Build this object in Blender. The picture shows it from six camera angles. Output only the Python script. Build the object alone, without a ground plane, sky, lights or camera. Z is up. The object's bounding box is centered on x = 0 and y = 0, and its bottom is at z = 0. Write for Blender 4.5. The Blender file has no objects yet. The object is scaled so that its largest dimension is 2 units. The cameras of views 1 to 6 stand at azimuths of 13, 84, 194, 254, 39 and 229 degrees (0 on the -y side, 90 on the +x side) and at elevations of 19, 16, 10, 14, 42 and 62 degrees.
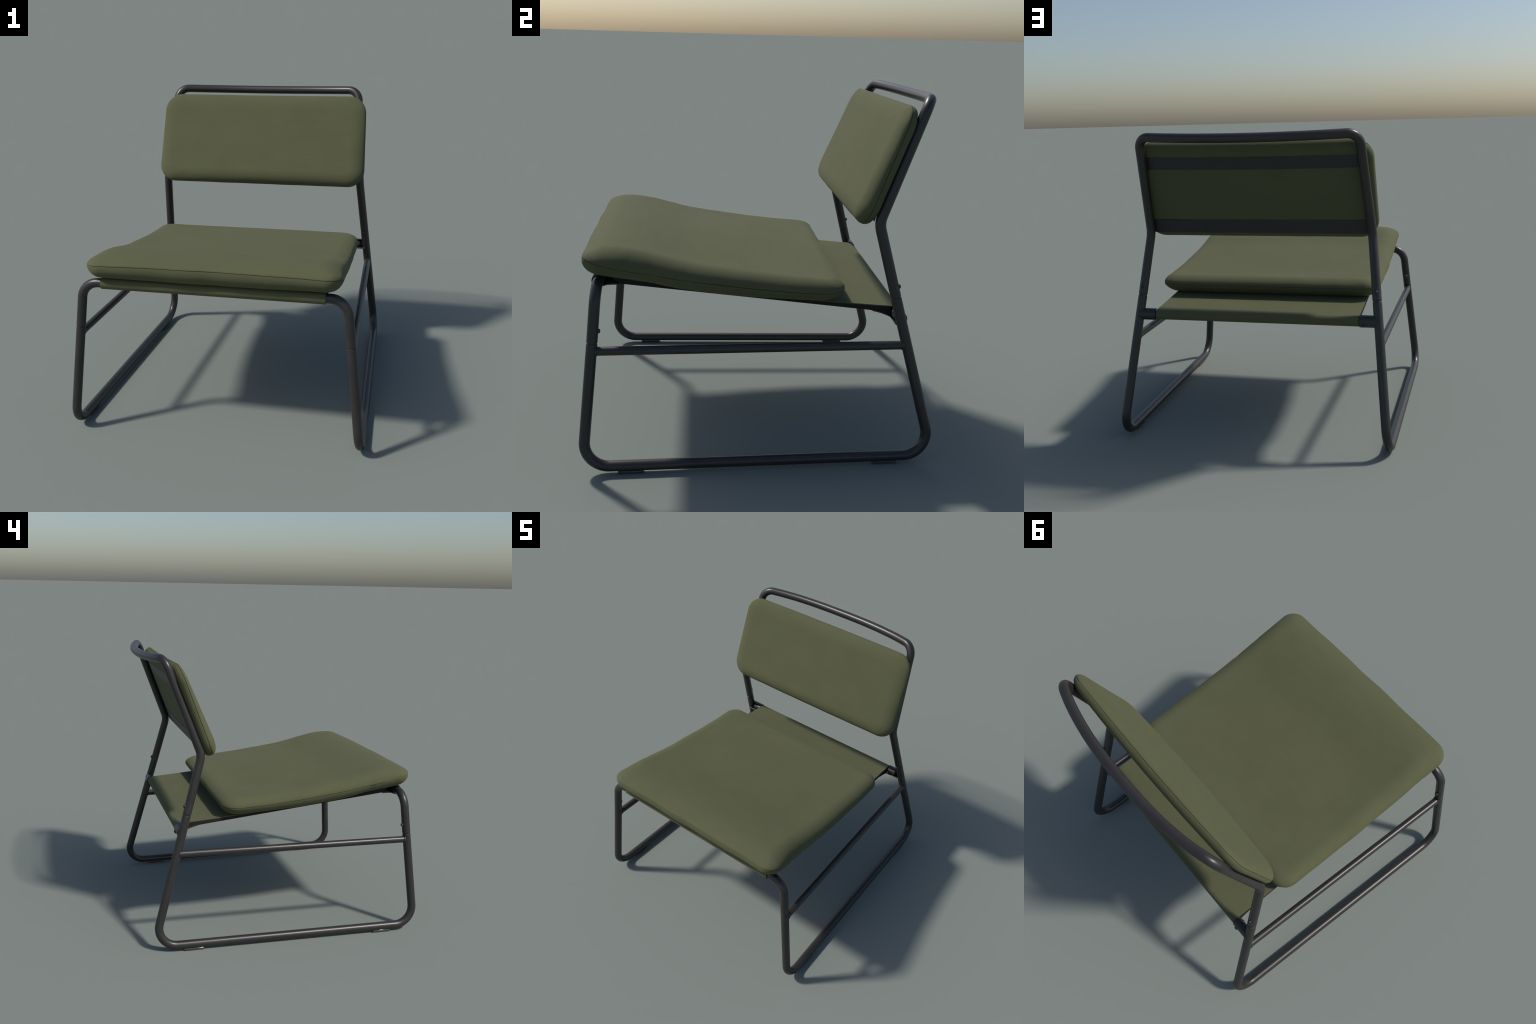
"""Low lounge chair: bent dark steel tube frame, sling seat, loose olive seat and back cushions."""
import bpy, math
import numpy as np

rng = np.random.default_rng(7)

# ------------------------------------------------------------------ sizes
R_TUBE = 0.0290          # main tube radius
R_BRACE = 0.0238         # thinner side brace
Z_BASE = 0.0395          # axis height of the floor runners
TILT = 0.37              # dy/dz of the backrest posts
Y_BEND, Z_BEND = 0.612, 1.335
Z_TOP = 1.9708
FRONT_BAR = (-0.857, 1.004)     # (y, z) axis of the front seat bar
REAR_BAR = (0.750, 0.814)       # (y, z) axis of the rear seat bar


def splay(y, z):
    """x of the (outward leaning, slightly converging) side frame plane."""
    return 0.8935 - 0.104 * z - 0.027 * y


def front_leg_y(z):
    return -0.9495 + 0.095 * z


def rear_leg_y(z):
    return 0.975 - 0.273 * z


# ------------------------------------------------------------------ materials
def new_material(name):
    m = bpy.data.materials.new(name)
    m.use_nodes = True
    nt = m.node_tree
    return m, nt, nt.nodes["Principled BSDF"]


def tint_mix(nt, c1, c2, fac):
    mix = nt.nodes.new("ShaderNodeMix")
    mix.data_type = 'RGBA'
    mix.inputs[6].default_value = (*c1, 1)
    mix.inputs[7].default_value = (*c2, 1)
    nt.links.new(fac, mix.inputs[0])
    return mix.outputs[2]


def noise(nt, vec, scale, detail=3.0, rough=0.55):
    n = nt.nodes.new("ShaderNodeTexNoise")
    n.inputs["Scale"].default_value = scale
    n.inputs["Detail"].default_value = detail
    n.inputs["Roughness"].default_value = rough
    nt.links.new(vec, n.inputs["Vector"])
    return n.outputs["Fac"]


def mapped(nt, scale):
    tc = nt.nodes.new("ShaderNodeTexCoord")
    mp = nt.nodes.new("ShaderNodeMapping")
    mp.inputs["Scale"].default_value = scale
    nt.links.new(tc.outputs["Object"], mp.inputs["Vector"])
    return mp.outputs["Vector"]


def contrast(nt, fac, lo, hi):
    r = nt.nodes.new("ShaderNodeMapRange")
    r.inputs["From Min"].default_value = lo
    r.inputs["From Max"].default_value = hi
    nt.links.new(fac, r.inputs["Value"])
    return r.outputs["Result"]


def fabric(name, dark, light, rough=0.92):
    """Woven cloth: faint slub streaks along x, soft blotches, fine thread bump."""
    m, nt, b = new_material(name)
    streak = noise(nt, mapped(nt, (3.0, 60.0, 60.0)), 1.6, 4.0, 0.6)
    blotch = noise(nt, mapped(nt, (1, 1, 1)), 5.0, 3.0)
    add = nt.nodes.new("ShaderNodeMath")
    add.operation = 'ADD'
    nt.links.new(streak, add.inputs[0])
    nt.links.new(blotch, add.inputs[1])
    col = tint_mix(nt, dark, light, contrast(nt, add.outputs[0], 0.7, 1.3))
    nt.links.new(col, b.inputs["Base Color"])
    b.inputs["Roughness"].default_value = rough
    b.inputs["Specular IOR Level"].default_value = 0.25
    b.inputs["Sheen Weight"].default_value = 0.12
    b.inputs["Sheen Roughness"].default_value = 0.5
    b.inputs["Sheen Tint"].default_value = (*[min(1, c * 5) for c in light], 1)
    bump = nt.nodes.new("ShaderNodeBump")
    bump.inputs["Strength"].default_value = 0.12
    bump.inputs["Distance"].default_value = 0.002
    nt.links.new(noise(nt, mapped(nt, (60, 240, 240)), 1.0, 2.0), bump.inputs["Height"])
    nt.links.new(bump.outputs["Normal"], b.inputs["Normal"])
    return m


def coated_metal(name, dark, light, rough, spec=0.5, metallic=0.0):
    m, nt, b = new_material(name)
    f = noise(nt, mapped(nt, (1, 1, 1)), 9.0, 4.0)
    nt.links.new(tint_mix(nt, dark, light, contrast(nt, f, 0.3, 0.7)), b.inputs["Base Color"])
    b.inputs["Roughness"].default_value = rough
    b.inputs["Specular IOR Level"].default_value = spec
    b.inputs["Metallic"].default_value = metallic
    bump = nt.nodes.new("ShaderNodeBump")
    bump.inputs["Strength"].default_value = 0.04
    bump.inputs["Distance"].default_value = 0.001
    nt.links.new(noise(nt, mapped(nt, (1, 1, 1)), 420.0, 2.0), bump.inputs["Height"])
    nt.links.new(bump.outputs["Normal"], b.inputs["Normal"])
    return m


CLOTH = fabric("olive_canvas", (0.087, 0.0915, 0.0455), (0.0965, 0.101, 0.0515))
STEEL = coated_metal("graphite_powder_coat", (0.0245, 0.0222, 0.0212), (0.0300, 0.0275, 0.0262), 0.37)
WEB = coated_metal("black_webbing", (0.028, 0.0272, 0.0260), (0.033, 0.032, 0.0305), 0.5, 0.4)
LINING = coated_metal("dark_lining", (0.018, 0.016, 0.0148), (0.023, 0.0208, 0.019), 0.7, 0.15)  # base colour darkened to bake in the black shade below the cushion overhang
BOLT = coated_metal("blackened_bolt", (0.012, 0.012, 0.013), (0.02, 0.02, 0.022), 0.28, 0.6)
GLIDE = coated_metal("smooth_plastic_glide", (0.045, 0.044, 0.043), (0.06, 0.058, 0.056), 0.12, 0.8)
OLIVE_BOLT = coated_metal("olive_bolt", (0.06, 0.062, 0.02), (0.08, 0.08, 0.03), 0.4)

# ------------------------------------------------------------------ mesh helpers
ROOT = bpy.data.objects.new("lounge_chair", None)
bpy.context.scene.collection.objects.link(ROOT)
ROOT["label"] = "low lounge chair with black tube frame and olive cushions"
ROOT["category"] = "lounge chair"


def add_part(name, verts, faces, mat, parent=ROOT, smooth=True, angle=40):
    me = bpy.data.meshes.new(name)
    me.from_pydata([tuple(map(float, v)) for v in verts], [], faces)
    me.validate()
    import bmesh
    bm = bmesh.new()
    bm.from_mesh(me)
    bmesh.ops.remove_doubles(bm, verts=bm.verts, dist=1e-6)
    bmesh.ops.recalc_face_normals(bm, faces=bm.faces)
    bm.to_mesh(me)
    bm.free()
    me.materials.append(mat)
    if smooth:
        me.shade_smooth()
        me.set_sharp_from_angle(angle=math.radians(angle))
    ob = bpy.data.objects.new(name, me)
    bpy.context.scene.collection.objects.link(ob)
    ob.parent = parent
    return ob


def mirror(verts):
    return [(-v[0], v[1], v[2]) for v in verts]


def fillet_path(points, radii, seg=14):
    """Polyline through control points, every inner corner rounded by its radius."""
    P = [np.array(p, float) for p in points]
    out = [P[0]]
    for i in range(1, len(P) - 1):
        a, b, c = P[i - 1], P[i], P[i + 1]
        r = radii[i]
        if r <= 0:
            out.append(b)
            continue
        d1 = (a - b) / np.linalg.norm(a - b)
        d2 = (c - b) / np.linalg.norm(c - b)
        ang = math.acos(np.clip(d1 @ d2, -1, 1))
        L = r / math.tan(ang / 2)
        bis = (d1 + d2) / np.linalg.norm(d1 + d2)
        cen = b + bis * r / math.sin(ang / 2)
        s = b + d1 * L - cen
        e = b + d2 * L - cen
        w = math.pi - ang
        for k in range(seg + 1):
            t = k / seg
            out.append(cen + (math.sin((1 - t) * w) * s + math.sin(t * w) * e) / math.sin(w))
    out.append(P[-1])
    return np.array(out)


def sweep(path, r, n=28, cap=0.004):
    """Round tube along a path, closed with softly chamfered ends."""
    path = np.asarray(path, float)
    m = len(path)
    tan = np.gradient(path, axis=0)
    tan[0] = path[1] - path[0]
    tan[-1] = path[-1] - path[-2]
    for i in range(1, m - 1):
        a = path[i] - path[i - 1]
        b = path[i + 1] - path[i]
        tan[i] = a / np.linalg.norm(a) + b / np.linalg.norm(b)
    tan /= np.linalg.norm(tan, axis=1)[:, None]
    ref = np.array([0.31, 0.52, 0.79])
    u = np.cross(tan[0], ref)
    u /= np.linalg.norm(u)
    rings = []
    stations = []
    for i in range(m):
        u = u - tan[i] * (u @ tan[i])
        u /= np.linalg.norm(u)
        stations.append((path[i], u.copy(), np.cross(tan[i], u)))
    def ring(c, uu, vv, rad):
        return [c + rad * (math.cos(2 * math.pi * k / n) * uu + math.sin(2 * math.pi * k / n) * vv) for k in range(n)]
    c, uu, vv = stations[0]
    if cap:
        rings.append(ring(c, uu, vv, r - cap))
        rings.append(ring(c + tan[0] * cap * 0.3, uu, vv, r - cap * 0.3))
        rings.append(ring(c + tan[0] * cap, uu, vv, r))
        rings.append(ring(c + tan[0] * cap * 1.6, uu, vv, r))     # keeps the long run flat-shaded
    else:
        rings.append(ring(c, uu, vv, r))
    for (c, uu, vv) in stations[1:-1]:
        rings.append(ring(c, uu, vv, r))
    c, uu, vv = stations[-1]
    if cap:
        rings.append(ring(c - tan[-1] * cap * 1.6, uu, vv, r))
        rings.append(ring(c - tan[-1] * cap, uu, vv, r))
        rings.append(ring(c - tan[-1] * cap * 0.3, uu, vv, r - cap * 0.3))
        rings.append(ring(c, uu, vv, r - cap))
    else:
        rings.append(ring(c, uu, vv, r))
    V = [v for rr in rings for v in rr]
    F = []
    for i in range(len(rings) - 1):
        for k in range(n):
            k2 = (k + 1) % n
            F.append((i * n + k, i * n + k2, (i + 1) * n + k2, (i + 1) * n + k))
    F.append(tuple(range(n - 1, -1, -1)))
    F.append(tuple((len(rings) - 1) * n + k for k in range(n)))
    return V, F


def join_geo(*geos):
    V, F = [], []
    for v, f in geos:
        o = len(V)
        V += list(v)
        F += [tuple(i + o for i in q) for q in f]
    return V, F


def plane_pt(y, z):
    return (splay(y, z), y, z)


def lathe(profile, origin, axis, n=20, up=(0.2, 0.1, 1.0)):
    """Surface of revolution: profile of (radius, distance along axis)."""
    axis = np.array(axis, float)
    axis /= np.linalg.norm(axis)
    u = np.cross(axis, np.array(up, float))
    u /= np.linalg.norm(u)
    v = np.cross(axis, u)
    V, F = [], []
    for (r, d) in profile:
        for k in range(n):
            a = 2 * math.pi * k / n
            V.append(np.array(origin) + axis * d + r * (math.cos(a) * u + math.sin(a) * v))
    for i in range(len(profile) - 1):
        for k in range(n):
            k2 = (k + 1) % n
            F.append((i * n + k, i * n + k2, (i + 1) * n + k2, (i + 1) * n + k))
    F.append(tuple(range(n - 1, -1, -1)))
    F.append(tuple((len(profile) - 1) * n + k for k in range(n)))
    return V, F


def bolt_geo(origin, axis, r=0.0105):
    """Pan head bolt with a sunk hexagon socket."""
    dome = [(r, -0.004), (r, 0.001), (r * 0.94, 0.0045), (r * 0.78, 0.0072), (r * 0.52, 0.0086),
            (r * 0.46, 0.0084), (r * 0.42, 0.0030), (0.0005, 0.0030)]
    return lathe(dome, origin, axis)


# ------------------------------------------------------------------ tube frame
Z_SEAM_F, Z_SEAM_R = 0.714, 0.934
GAP = 0.004
# side loop: front stub - floor runner - rear stub
side_pts = [plane_pt(front_leg_y(Z_SEAM_F), Z_SEAM_F),
            plane_pt(front_leg_y(Z_BASE), Z_BASE),
            plane_pt(rear_leg_y(Z_BASE), Z_BASE),
            plane_pt(rear_leg_y(Z_SEAM_R), Z_SEAM_R)]
side_path = fillet_path(side_pts, [0, 0.130, 0.125, 0], 18)
V, F = sweep(side_path, R_TUBE, 32)
for flip in (False, True):
    add_part("side_frame", mirror(V) if flip else V, F, STEEL)

# front loop: two upper legs and the seat bar between them
zf = Z_SEAM_F + GAP
fy, fz = FRONT_BAR
xf = splay(fy, fz)
front_path = fillet_path([plane_pt(front_leg_y(zf), zf), (xf, fy, fz), (-xf, fy, fz),
                          (-splay(front_leg_y(zf), zf), front_leg_y(zf), zf)], [0, 0.108, 0.108, 0], 18)
add_part("front_frame", *sweep(front_path, R_TUBE, 32), STEEL)

# back loop: posts kinked backwards and the bowed top rail
zr = Z_SEAM_R + GAP
bend = plane_pt(Y_BEND, Z_BEND)
y_top = Y_BEND + TILT * (Z_TOP - Z_BEND)
X_TOP = 0.691


def rail(x):
    s = min(1.0, abs(x) / X_TOP)
    return (x, y_top + 0.088 * (1 - s ** 2.4), Z_TOP - 0.015 * (1 - s * s))


half = [plane_pt(rear_leg_y(zr), zr), bend, (X_TOP, y_top, Z_TOP)]
inner = [rail(x) for x in np.linspace(0.56, -0.56, 33)]
pts = half + inner + [(-p[0], p[1], p[2]) for p in half[::-1]]
rad = [0, 0.13, 0.086] + [0] * len(inner) + [0.086, 0.13, 0]
add_part("backrest_frame", *sweep(fillet_path(pts, rad, 16), R_TUBE, 32), STEEL)

# sleeves inside the butt joints
geos = []
for sx in (1, -1):
    for (yf, z0) in ((front_leg_y, Z_SEAM_F), (rear_leg_y, Z_SEAM_R)):
        a, b = z0 - 0.03, z0 + 0.03
        g = sweep([(sx * splay(yf(a), a), yf(a), a), (sx * splay(yf(b), b), yf(b), b)], R_TUBE - 0.0035, 24, 0)
        geos.append(g)
        
for g in geos:
    add_part("joint_sleeve", *g, STEEL)

# side braces with a small weld bead at either end
Z_BR = 0.672
for sx in (1, -1):
    p0 = np.array([sx * splay(front_leg_y(Z_BR), Z_BR), front_leg_y(Z_BR), Z_BR])
    p1 = np.array([sx * splay(rear_leg_y(Z_BR), Z_BR), rear_leg_y(Z_BR), Z_BR])
    g = sweep([p0, p1], R_BRACE, 28, 0)
    d = (p1 - p0) / np.linalg.norm(p1 - p0)
    welds = []
    for q, s in ((p0, 1), (p1, -1)):
        prof = [(R_BRACE + 0.0035, 0.018), (R_BRACE + 0.0035, 0.0262), (R_BRACE + 0.002, 0.0292), (R_BRACE - 0.0005, 0.031)]
        welds.append(lathe(prof, q, d * s))
    add_part("side_brace", *join_geo(g, *welds), STEEL)

# floor glides
def rounded_box(cx, cy, cz, hx, hy, hz, skew, bev=0.003):
    import bmesh
    bm = bmesh.new()
    bmesh.ops.create_cube(bm, size=2.0)
    for v in bm.verts:
        x, y, z = v.co.x * hx, v.co.y * hy, v.co.z * hz
        v.co = (cx + x + skew * y, cy + y, cz + z)
    bmesh.ops.bevel(bm, geom=bm.edges[:] , offset=bev, segments=2, affect='EDGES', profile=0.6)
    V = [tuple(v.co) for v in bm.verts]
    F = [tuple(v.index for v in f.verts) for f in bm.faces]
    bm.free()
    return V, F


for sx in (1, -1):
    for cy in (-0.692, 0.692):
        cx = sx * splay(cy, 0.03)
        add_part("floor_glide", *rounded_box(cx + 0.002 * sx, cy, 0.0075, 0.0165, 0.068, 0.0075, -0.027 * sx), GLIDE, angle=60)

# rear sockets: half shells welded to the posts that carry the rear seat bar
ry, rz = REAR_BAR
SOCKET_R = 0.0385
SLING_HALF_R = 0.668
for sx in (1, -1):
    x_in, x_out = 0.672, splay(ry, rz) - 0.004
    n = 26
    V, F = [], []
    for xx in (x_in, x_out):
        for rad_ in (SOCKET_R, SOCKET_R - 0.006):
            for k in range(n):
                a = math.radians(118 - 236 * k / (n - 1))   # open towards the front
                V.append((sx * xx, ry + rad_ * math.cos(a - 0.30), rz + rad_ * math.sin(a - 0.30)))
    for k in range(n - 1):
        F += [(k, k + 1, 2 * n + k + 1, 2 * n + k), (n + k, 3 * n + k, 3 * n + k + 1, n + k + 1),
              (k, n + k, n + k + 1, k + 1), (2 * n + k, 2 * n + k + 1, 3 * n + k + 1, 3 * n + k)]
    for k in (0, n - 1):
        F.append((k, 2 * n + k, 3 * n + k, n + k))
    sock = add_part("bar_socket", V, F, STEEL, angle=35)
    # bolt through the shell, from behind and below
    a = math.radians(-24)
    ax = (0, math.cos(a), math.sin(a))
    o = (sx * 0.700, ry + SOCKET_R * ax[1], rz + SOCKET_R * ax[2])
    add_part("bolt", *bolt_geo(o, ax, 0.0125), BOLT, parent=sock)
    # nut side, seen inside the shell
    ax2 = (0, -math.cos(a), -math.sin(a))
    o2 = (sx * 0.700, ry + 0.0200 * ax2[1], rz + 0.0200 * ax2[2])
    add_part("bolt", *bolt_geo(o2, ax2, 0.010), BOLT, parent=sock)

bar_x = splay(ry, rz) - 0.045
add_part("rear_seat_bar", *sweep([(-bar_x, ry, rz), (bar_x, ry, rz)], 0.0258, 28), STEEL)

# leg bolts: inner side of front legs, rear side of posts
for sx in (1, -1):
    for (yf, zz, dirn) in ((front_leg_y, 0.781, 1), (rear_leg_y, 0.990, 1)):
        ax = np.array([0, dirn, 0.20 if yf is rear_leg_y else -0.05])
        ax = ax / np.linalg.norm(ax)
        c = np.array([sx * splay(yf(zz), zz), yf(zz), zz])
        add_part("bolt", *bolt_geo(c + ax * R_TUBE, ax, 0.0122), OLIVE_BOLT if (sx < 0 and yf is front_leg_y) else BOLT)


# ------------------------------------------------------------------ sling seat
def seat_line(y):
    """Underside height of the stretched seat panel."""
    return 0.898 - 0.1185 * y


def panel_under(y):
    """Lower outline of the seat panel: straight, then dipping to pass below the rear bar."""
    return seat_line(y) - 0.028 * np.clip((y - 0.60) / 0.135, 0, 1) ** 2


def ribbon(profile, thick, half_front, half_rear, nx=24):
    """Cloth strip that follows a (y, z) profile, with thickness, from -x to +x."""
    P = np.array(profile, float)
    T = np.gradient(P, axis=0)
    T /= np.linalg.norm(T, axis=1)[:, None]
    N = np.stack([-T[:, 1], T[:, 0]], 1)
    loop = np.concatenate([P + N * thick / 2, (P - N * thick / 2)[::-1]])
    m = len(loop)
    V, F = [], []
    for i in range(nx + 1):
        s = -1 + 2 * i / nx
        for (y, z) in loop:
            t = (y - FRONT_BAR[0]) / (REAR_BAR[0] - FRONT_BAR[0])
            h = half_front + (half_rear - half_front) * t
            V.append((s * h, y, z))
    for i in range(nx):
        for k in range(m):
            k2 = (k + 1) % m
            F.append((i * m + k, i * m + k2, (i + 1) * m + k2, (i + 1) * m + k))
    for base in (0, nx * m):
        for k in range(m // 2 - 1):
            F.append((base + k, base + k + 1, base + m - 2 - k, base + m - 1 - k))
    return V, F


WRAP = 0.0335
WRAP_R = 0.0305
prof = []
for y in np.linspace(-0.752, -0.815, 7):                     # front hem below the panel
    prof.append((y, seat_line(y) - 0.004 - 0.008 * ((-0.752 - y) / 0.063) ** 1.5))
for a in np.linspace(-80, -262, 26):                          # round the front bar
    prof.append((fy + WRAP * math.cos(math.radians(a)), fz + WRAP * math.sin(math.radians(a))))
y0, z0 = prof[-1]
yr, zrr = ry + WRAP_R * math.cos(math.radians(83)), rz + WRAP_R * math.sin(math.radians(83))
for t in np.linspace(0.03, 0.985, 40):                         # taut top
    prof.append((y0 + (yr - y0) * t, z0 + (zrr - z0) * t - 0.016 * 4 * t * (1 - t)))
for a in np.linspace(83, -104, 26):                           # round the rear bar
    prof.append((ry + WRAP_R * math.cos(math.radians(a)), rz + WRAP_R * math.sin(math.radians(a))))
for y in np.linspace(0.732, 0.625, 10):                       # rear hem, rising to the panel
    prof.append((y, panel_under(y) - 0.0015))
sling = add_part("sling_seat", *ribbon(prof, 0.0055, 0.688, 0.668), CLOTH)

# dark core panel between the top cloth and the underside
top_of = lambda y: np.interp(y, [p[0] for p in prof[34:72]], [p[1] for p in prof[34:72]]) - 0.0015
ys = np.linspace(-0.79, 0.725, 30)
loop = [(y, top_of(y)) for y in ys] + [(y, float(panel_under(y))) for y in np.linspace(0.722, -0.745, 40)]
V, F = [], []
m = len(loop)
for s in (-1, 1):
    for (y, z) in loop:
        t = (y - fy) / (ry - fy)
        V.append((s * (0.6865 - 0.020 * t), y, z))
for k in range(m):
    k2 = (k + 1) % m
    F.append((k, k2, m + k2, m + k))
import bmesh
F += [tuple(range(m)), tuple(range(2 * m - 1, m - 1, -1))]
core = add_part("sling_lining", V, F, LINING, parent=sling, smooth=True, angle=30)


# ------------------------------------------------------------------ cushions
def rounded_rect(a, b, r, n):
    """n points round a rounded rectangle, evenly by arc length."""
    pts = []
    for cx, cy, a0 in ((a - r, b - r, 0), (-(a - r), b - r, 90), (-(a - r), -(b - r), 180), (a - r, -(b - r), 270)):
        for k in range(41):
            t = math.radians(a0 + 90 * k / 40)
            pts.append((cx + r * math.cos(t), cy + r * math.sin(t)))
    pts = np.array(pts + [pts[0]])
    s = np.concatenate([[0], np.cumsum(np.linalg.norm(np.diff(pts, axis=0), axis=1))])
    q = np.linspace(0, s[-1], n, endpoint=False)
    return np.stack([np.interp(q, s, pts[:, 0]), np.interp(q, s, pts[:, 1])], 1)


def inside_distance(x, y, a, b, r):
    qx, qy = np.abs(x) - (a - r), np.abs(y) - (b - r)
    return -(np.hypot(np.maximum(qx, 0), np.maximum(qy, 0)) + np.minimum(np.maximum(qx, qy), 0) - r)


def waves(seed, k, lo, hi):
    g = np.random.default_rng(seed)
    return [(g.uniform(lo, hi) * math.cos(t), g.uniform(lo, hi) * math.sin(t), g.uniform(0, 6.28), g.uniform(0.5, 1))
            for t in g.uniform(0, 6.28, k)]


def ripple(ws, x, y):
    s = np.zeros_like(x)
    for (kx, ky, ph, am) in ws:
        s += am * np.sin(kx * x + ky * y + ph)
    return s / len(ws) ** 0.5


def cushion(a, b, r, seam, top, bottom, edge_top, edge_bot, seed, place, n=520, warp=None, pucker_amp=1.0, dents=(), belly=0.0, pw_top=0.5, pw_bot=0.5):
    """Closed pillow on a rounded rectangle: domed upper panel, seam crease, lower panel.
    seam/top/bottom give heights over (x, y); place maps local coords to the chair."""
    out = rounded_rect(a, b, r, n)
    ang = np.arange(n) / n * 2 * math.pi
    soft = waves(seed, 7, 3, 9)
    fine = waves(seed + 1, 9, 14, 34)
    pucker = waves(seed + 2, 8, 22, 60)
    corner = np.min([np.hypot(np.abs(out[:, 0]) - (a - r * 0.3), np.abs(out[:, 1]) - (b - r * 0.3))], axis=0)
    near_corner = np.exp(-(corner / 0.10) ** 2)
    seam_tick = np.zeros(n)
    for cx in (1, -1):
        for cy in (1, -1):
            dd = np.hypot(out[:, 0] - cx * (a - r * 0.293), out[:, 1] - cy * (b - r * 0.293))
            seam_tick += np.exp(-(dd / 0.006) ** 2)
    ts = 1 - np.concatenate([np.linspace(0, 1, 40) ** 2.2 * 0.42, np.linspace(0.42, 1, 26)[1:]])
    V, F = [], []

    def panel_ring(s, upper):
        x, y = out[:, 0] * s, out[:, 1] * s
        d = np.maximum(inside_distance(x, y, a, b, r), 0)
        if upper:
            e = np.clip(d / edge_top(x, y), 0, 1)
            f = (1 - (1 - e) ** 2) ** pw_top
            z = seam(x, y) + 0.002 + (top(x, y) - seam(x, y)) * f
        else:
            e = np.clip(d / edge_bot(x, y), 0, 1)
            f = (1 - (1 - e) ** 2) ** pw_bot
            z = seam(x, y) - 0.002 - (seam(x, y) - bottom(x, y)) * f
        rim = np.exp(-(d / 0.09) ** 2)
        z = z + 0.0022 * ripple(soft, x, y) * (1 - np.exp(-(d / 0.1) ** 2)) * (1 if upper else 0.3)
        # puckers run across the rim
        px = out[:, 0] * 1.0
        py = out[:, 1] * 1.0
        amp = rim * (1 - np.exp(-(d / 0.012) ** 2)) * (0.0006 + 0.0032 * near_corner) * pucker_amp
        z = z + amp * ripple(pucker, px, py) * (1 if upper else -1)
        bulge = 0.0022 * pucker_amp * ripple(fine, px, py) * rim
        for (dx, dy, depth, width) in dents:
            bulge = bulge - (0.25 if upper else 0.9) * depth * rim * np.exp(-(((px - dx * a) / 0.05) ** 2 + ((py - dy) / width) ** 2))
        nx_, ny_ = out[:, 0] / a, out[:, 1] / b
        ln = np.hypot(nx_, ny_)
        x = x + bulge * nx_ / ln
        y = y + bulge * ny_ / ln
        if not upper:
            y = y - belly * np.sin(math.pi * np.clip(f, 0, 1)) * np.clip(-out[:, 1] / b, 0, 1) ** 8
            tick = 0.004 * seam_tick * rim
            x, y = x - tick * nx_ / ln, y - tick * ny_ / ln
        if warp is not None:
            x, y = warp(x, y)
        return np.stack([x, y, z], 1)

    rings = [panel_ring(s, True) for s in ts[::-1]]
    groove = panel_ring(1.0, True)
    crease = panel_ring(1.0 - 0.006 / max(a, b), True)
    crease[:, 2] = groove[:, 2] - 0.002
    crease[:, :2] = groove[:, :2] * (1 - 0.0055 / np.hypot(groove[:, 0], groove[:, 1]))[:, None]
    rings.append(crease)
    rings += [panel_ring(s, False) for s in ts]
    for rr in rings:
        V += [place(*p) for p in rr]
    m = len(rings)
    for i in range(m - 1):
        for k in range(n):
            k2 = (k + 1) % n
            F.append((i * n + k, i * n + k2, (i + 1) * n + k2, (i + 1) * n + k))
    return V, F


def curve(ctrl):
    """Smooth (Catmull-Rom like) height curve through (position, height) pairs."""
    xs = np.array([c[0] for c in ctrl])
    zs = np.array([c[1] for c in ctrl])
    g = np.gradient(zs, xs)

    def f(x):
        x = np.clip(x, xs[0], xs[-1])
        i = np.clip(np.searchsorted(xs, x) - 1, 0, len(xs) - 2)
        h = xs[i + 1] - xs[i]
        t = (x - xs[i]) / h
        return ((2 * t ** 3 - 3 * t ** 2 + 1) * zs[i] + (t ** 3 - 2 * t ** 2 + t) * h * g[i]
                + (-2 * t ** 3 + 3 * t ** 2) * zs[i + 1] + (t ** 3 - t ** 2) * h * g[i + 1])
    return f


# --- seat cushion (local y = chair y - CY)
CY, CX = -0.2375, 0.003
SA, SB = 0.765, 0.6995
c_seam = curve([(-0.94, 1.136), (-0.87, 1.122), (-0.82, 1.107), (-0.75, 1.090), (-0.61, 1.066), (-0.40, 1.028), (-0.21, 1.003), (-0.08, 0.986), (0.06, 0.970), (0.24, 0.955), (0.37, 0.949), (0.47, 0.953)])
c_top = curve([(-0.94, 1.178), (-0.85, 1.185), (-0.75, 1.182), (-0.65, 1.166), (-0.53, 1.136), (-0.425, 1.109), (-0.175, 1.066), (0.06, 1.034), (0.31, 1.010), (0.47, 1.002)])
c_bot = curve([(-0.94, 1.066), (-0.85, 1.054), (-0.76, 1.039), (-0.63, 1.016), (-0.52, 0.991), (-0.43, 0.972), (-0.26, 0.948), (-0.10, 0.928), (0.15, 0.908), (0.39, 0.888), (0.47, 0.882)])
s_mid = lambda x: 1 - (np.abs(x) / SA) ** 2
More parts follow.
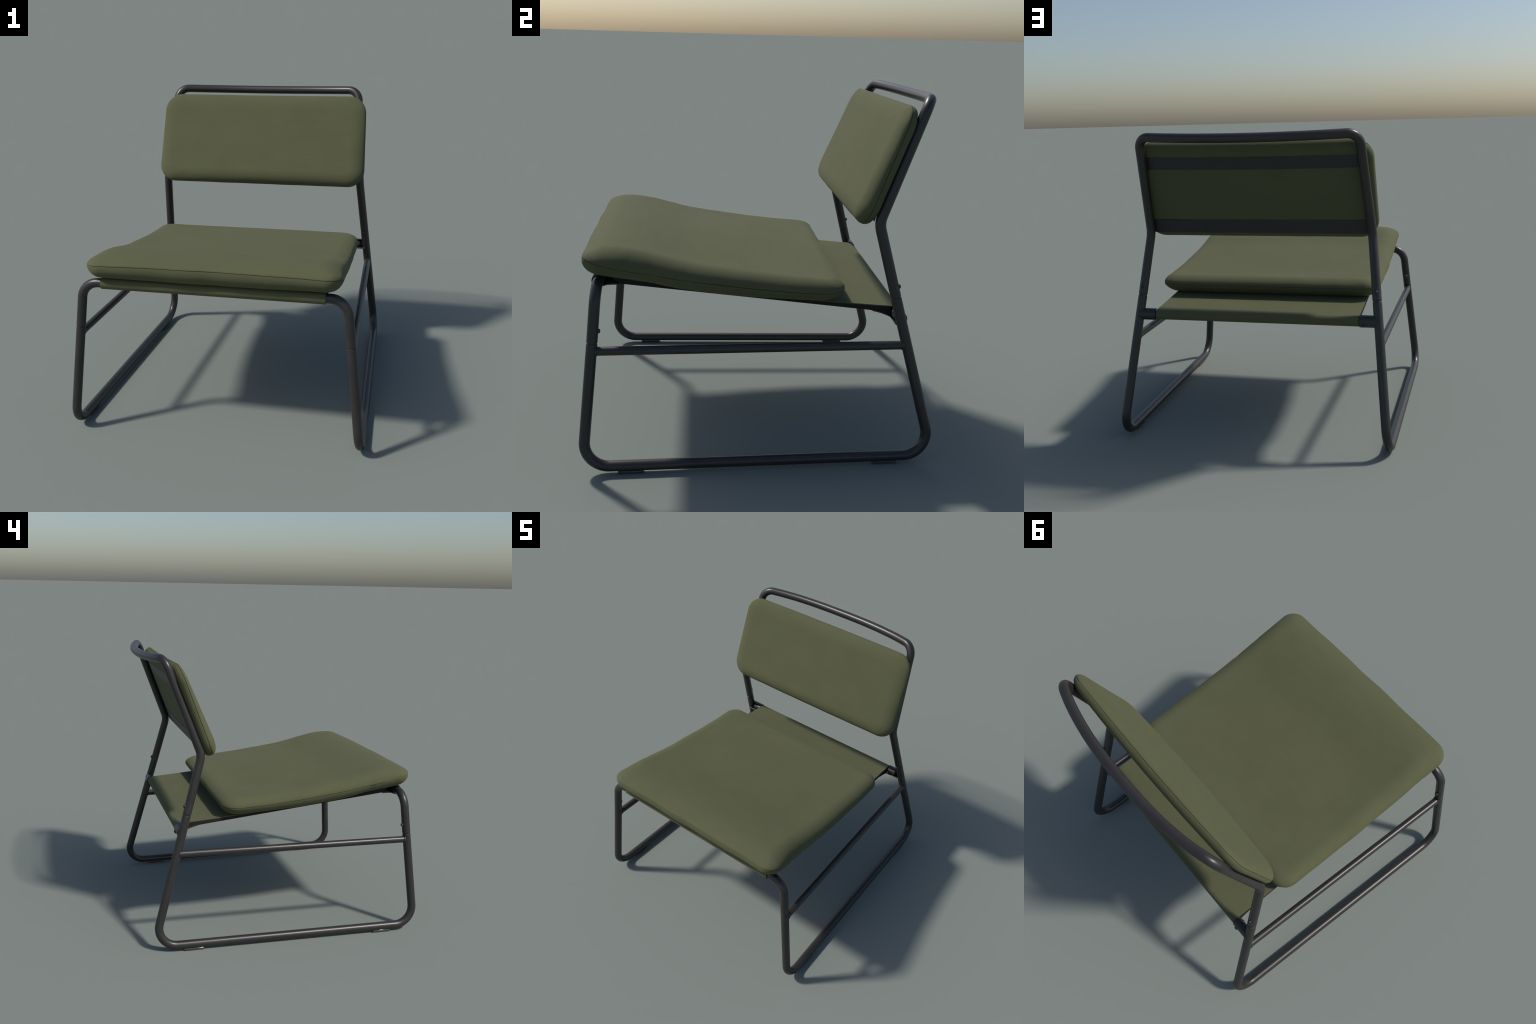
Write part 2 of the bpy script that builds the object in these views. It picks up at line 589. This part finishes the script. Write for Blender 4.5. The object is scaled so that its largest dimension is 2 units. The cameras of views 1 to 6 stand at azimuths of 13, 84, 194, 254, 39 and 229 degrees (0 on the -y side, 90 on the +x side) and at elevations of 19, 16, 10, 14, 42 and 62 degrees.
V, F = cushion(SA, SB, 0.105,
               seam=lambda x, y: c_seam(y + CY) + 0.012 * s_mid(x) * np.exp(-((y + SB) / 0.15) ** 2),
               top=lambda x, y: c_top(y + CY) + 0.0020 + 0.011 * s_mid(x) ** 2 * np.exp(-((y - 0.05) / 0.38) ** 2)
               - 0.012 * np.exp(-((np.abs(x) - SA) / 0.14) ** 2 - ((y + SB) / 0.14) ** 2),
               bottom=lambda x, y: c_bot(y + CY) - 0.012 * s_mid(x) ** 0.5 * np.exp(-((y + SB) / 0.2) ** 2),
               edge_top=lambda x, y: 0.105 - 0.025 * y / SB, edge_bot=lambda x, y: 0.058 + 0.095 * np.clip(y / SB, 0, 1) ** 6, pw_bot=0.72, belly=0.010, seed=21,
               warp=lambda x, y: (x * (1.004 - 0.018 * y / SB), y),
               dents=((1, -0.16, 0.010, 0.025), (1, -0.34, 0.009, 0.03), (1, -0.47, 0.006, 0.018), (-1, -0.39, 0.008, 0.03),
                      (-1, -0.46, 0.005, 0.015), (-1, -0.58, 0.004, 0.015)),
               place=lambda x, y, z: (x + CX, y + CY, z))
add_part("seat_cushion", V, F, CLOTH, angle=75)

# --- back cushion: local x across, local y up the tilted posts, local z out of its face
BA, BB = 0.768, 0.332
axis_up = np.array([0, TILT, 1.0]) / math.hypot(1, TILT)
axis_out = np.array([0, -1.0, TILT]) / math.hypot(1, TILT)
Z_C = 1.602
origin = np.array([-0.001, Y_BEND + TILT * (Z_C - Z_BEND), Z_C])


def place_back(x, y, z):
    return origin + np.array([x, 0, 0]) + axis_up * y + axis_out * z


def back_bow(x, y):
    """The cushion hangs back between the posts, most at the top."""
    return -0.022 * (1 - (x / BA) ** 2) * (0.5 + 0.5 * y / BB)


V, F = cushion(BA, BB, 0.125,
               seam=lambda x, y: 0.070 + 0.7 * back_bow(x, y),
               top=lambda x, y: 0.111 - 0.014 * y / BB + 0.004 * x / BA + 0.023 * (1 - (x / BA) ** 2) + back_bow(x, y),
               bottom=lambda x, y: 0.029 + back_bow(x, y),
               edge_top=lambda x, y: 0.105 + 0.01 * y / BB, edge_bot=lambda x, y: 0.045, seed=55, place=place_back, pucker_amp=0.25,
               warp=lambda x, y: (x * (1 - 0.012 * y / BB), y))
add_part("back_cushion", V, F, CLOTH, angle=75)

# --- webbing straps across the posts, behind the cushion
for (zlo, zhi, bow) in ((1.756, 1.834, 0.016), (1.331, 1.420, 0.002)):
    zc = (zlo + zhi) / 2
    hh = (zhi - zlo) / 2 * math.hypot(1, TILT)
    V, F = [], []
    path = []
    xp = bend[0] + (X_TOP - bend[0]) * (zc - Z_BEND) / (Z_TOP - Z_BEND)
    for k in range(5):                            # ends lie flat against the front of the posts
        path.append((xp - 0.006 - 0.005 * k, 0.0305 - 0.0016 * k))
    mid = [(x, 0.024 - bow * (1 - (x / xp) ** 2)) for x in np.linspace(xp - 0.045, -(xp - 0.045), 30)]
    full = path + mid + [(-px, pz) for (px, pz) in path[::-1]]
    Pn = np.array(full)
    T = np.gradient(Pn, axis=0)
    T /= np.linalg.norm(T, axis=1)[:, None]
    N = np.stack([-T[:, 1], T[:, 0]], 1)
    th = 0.0035
    oc = np.array([0, Y_BEND + TILT * (zc - Z_BEND), zc])
    for P_ in (Pn + N * th / 2, Pn - N * th / 2):
        for y in (-hh, hh):
            for (x, w) in P_:
                sx = x * (1 - 0.085 * y / max(xp, .1) * 1.0)
                V.append(oc + np.array([sx, 0, 0]) + axis_up * y + axis_out * w)
    m = len(Pn)
    for k in range(m - 1):
        F += [(k, k + 1, m + k + 1, m + k), (2 * m + k, 3 * m + k, 3 * m + k + 1, 2 * m + k + 1),
              (k, 2 * m + k, 2 * m + k + 1, k + 1), (m + k, m + k + 1, 3 * m + k + 1, 3 * m + k)]
    F += [(0, m, 3 * m, 2 * m), (m - 1, 3 * m - 1, 4 * m - 1, 2 * m - 1)]
    add_part("back_strap", V, F, WEB, angle=35)
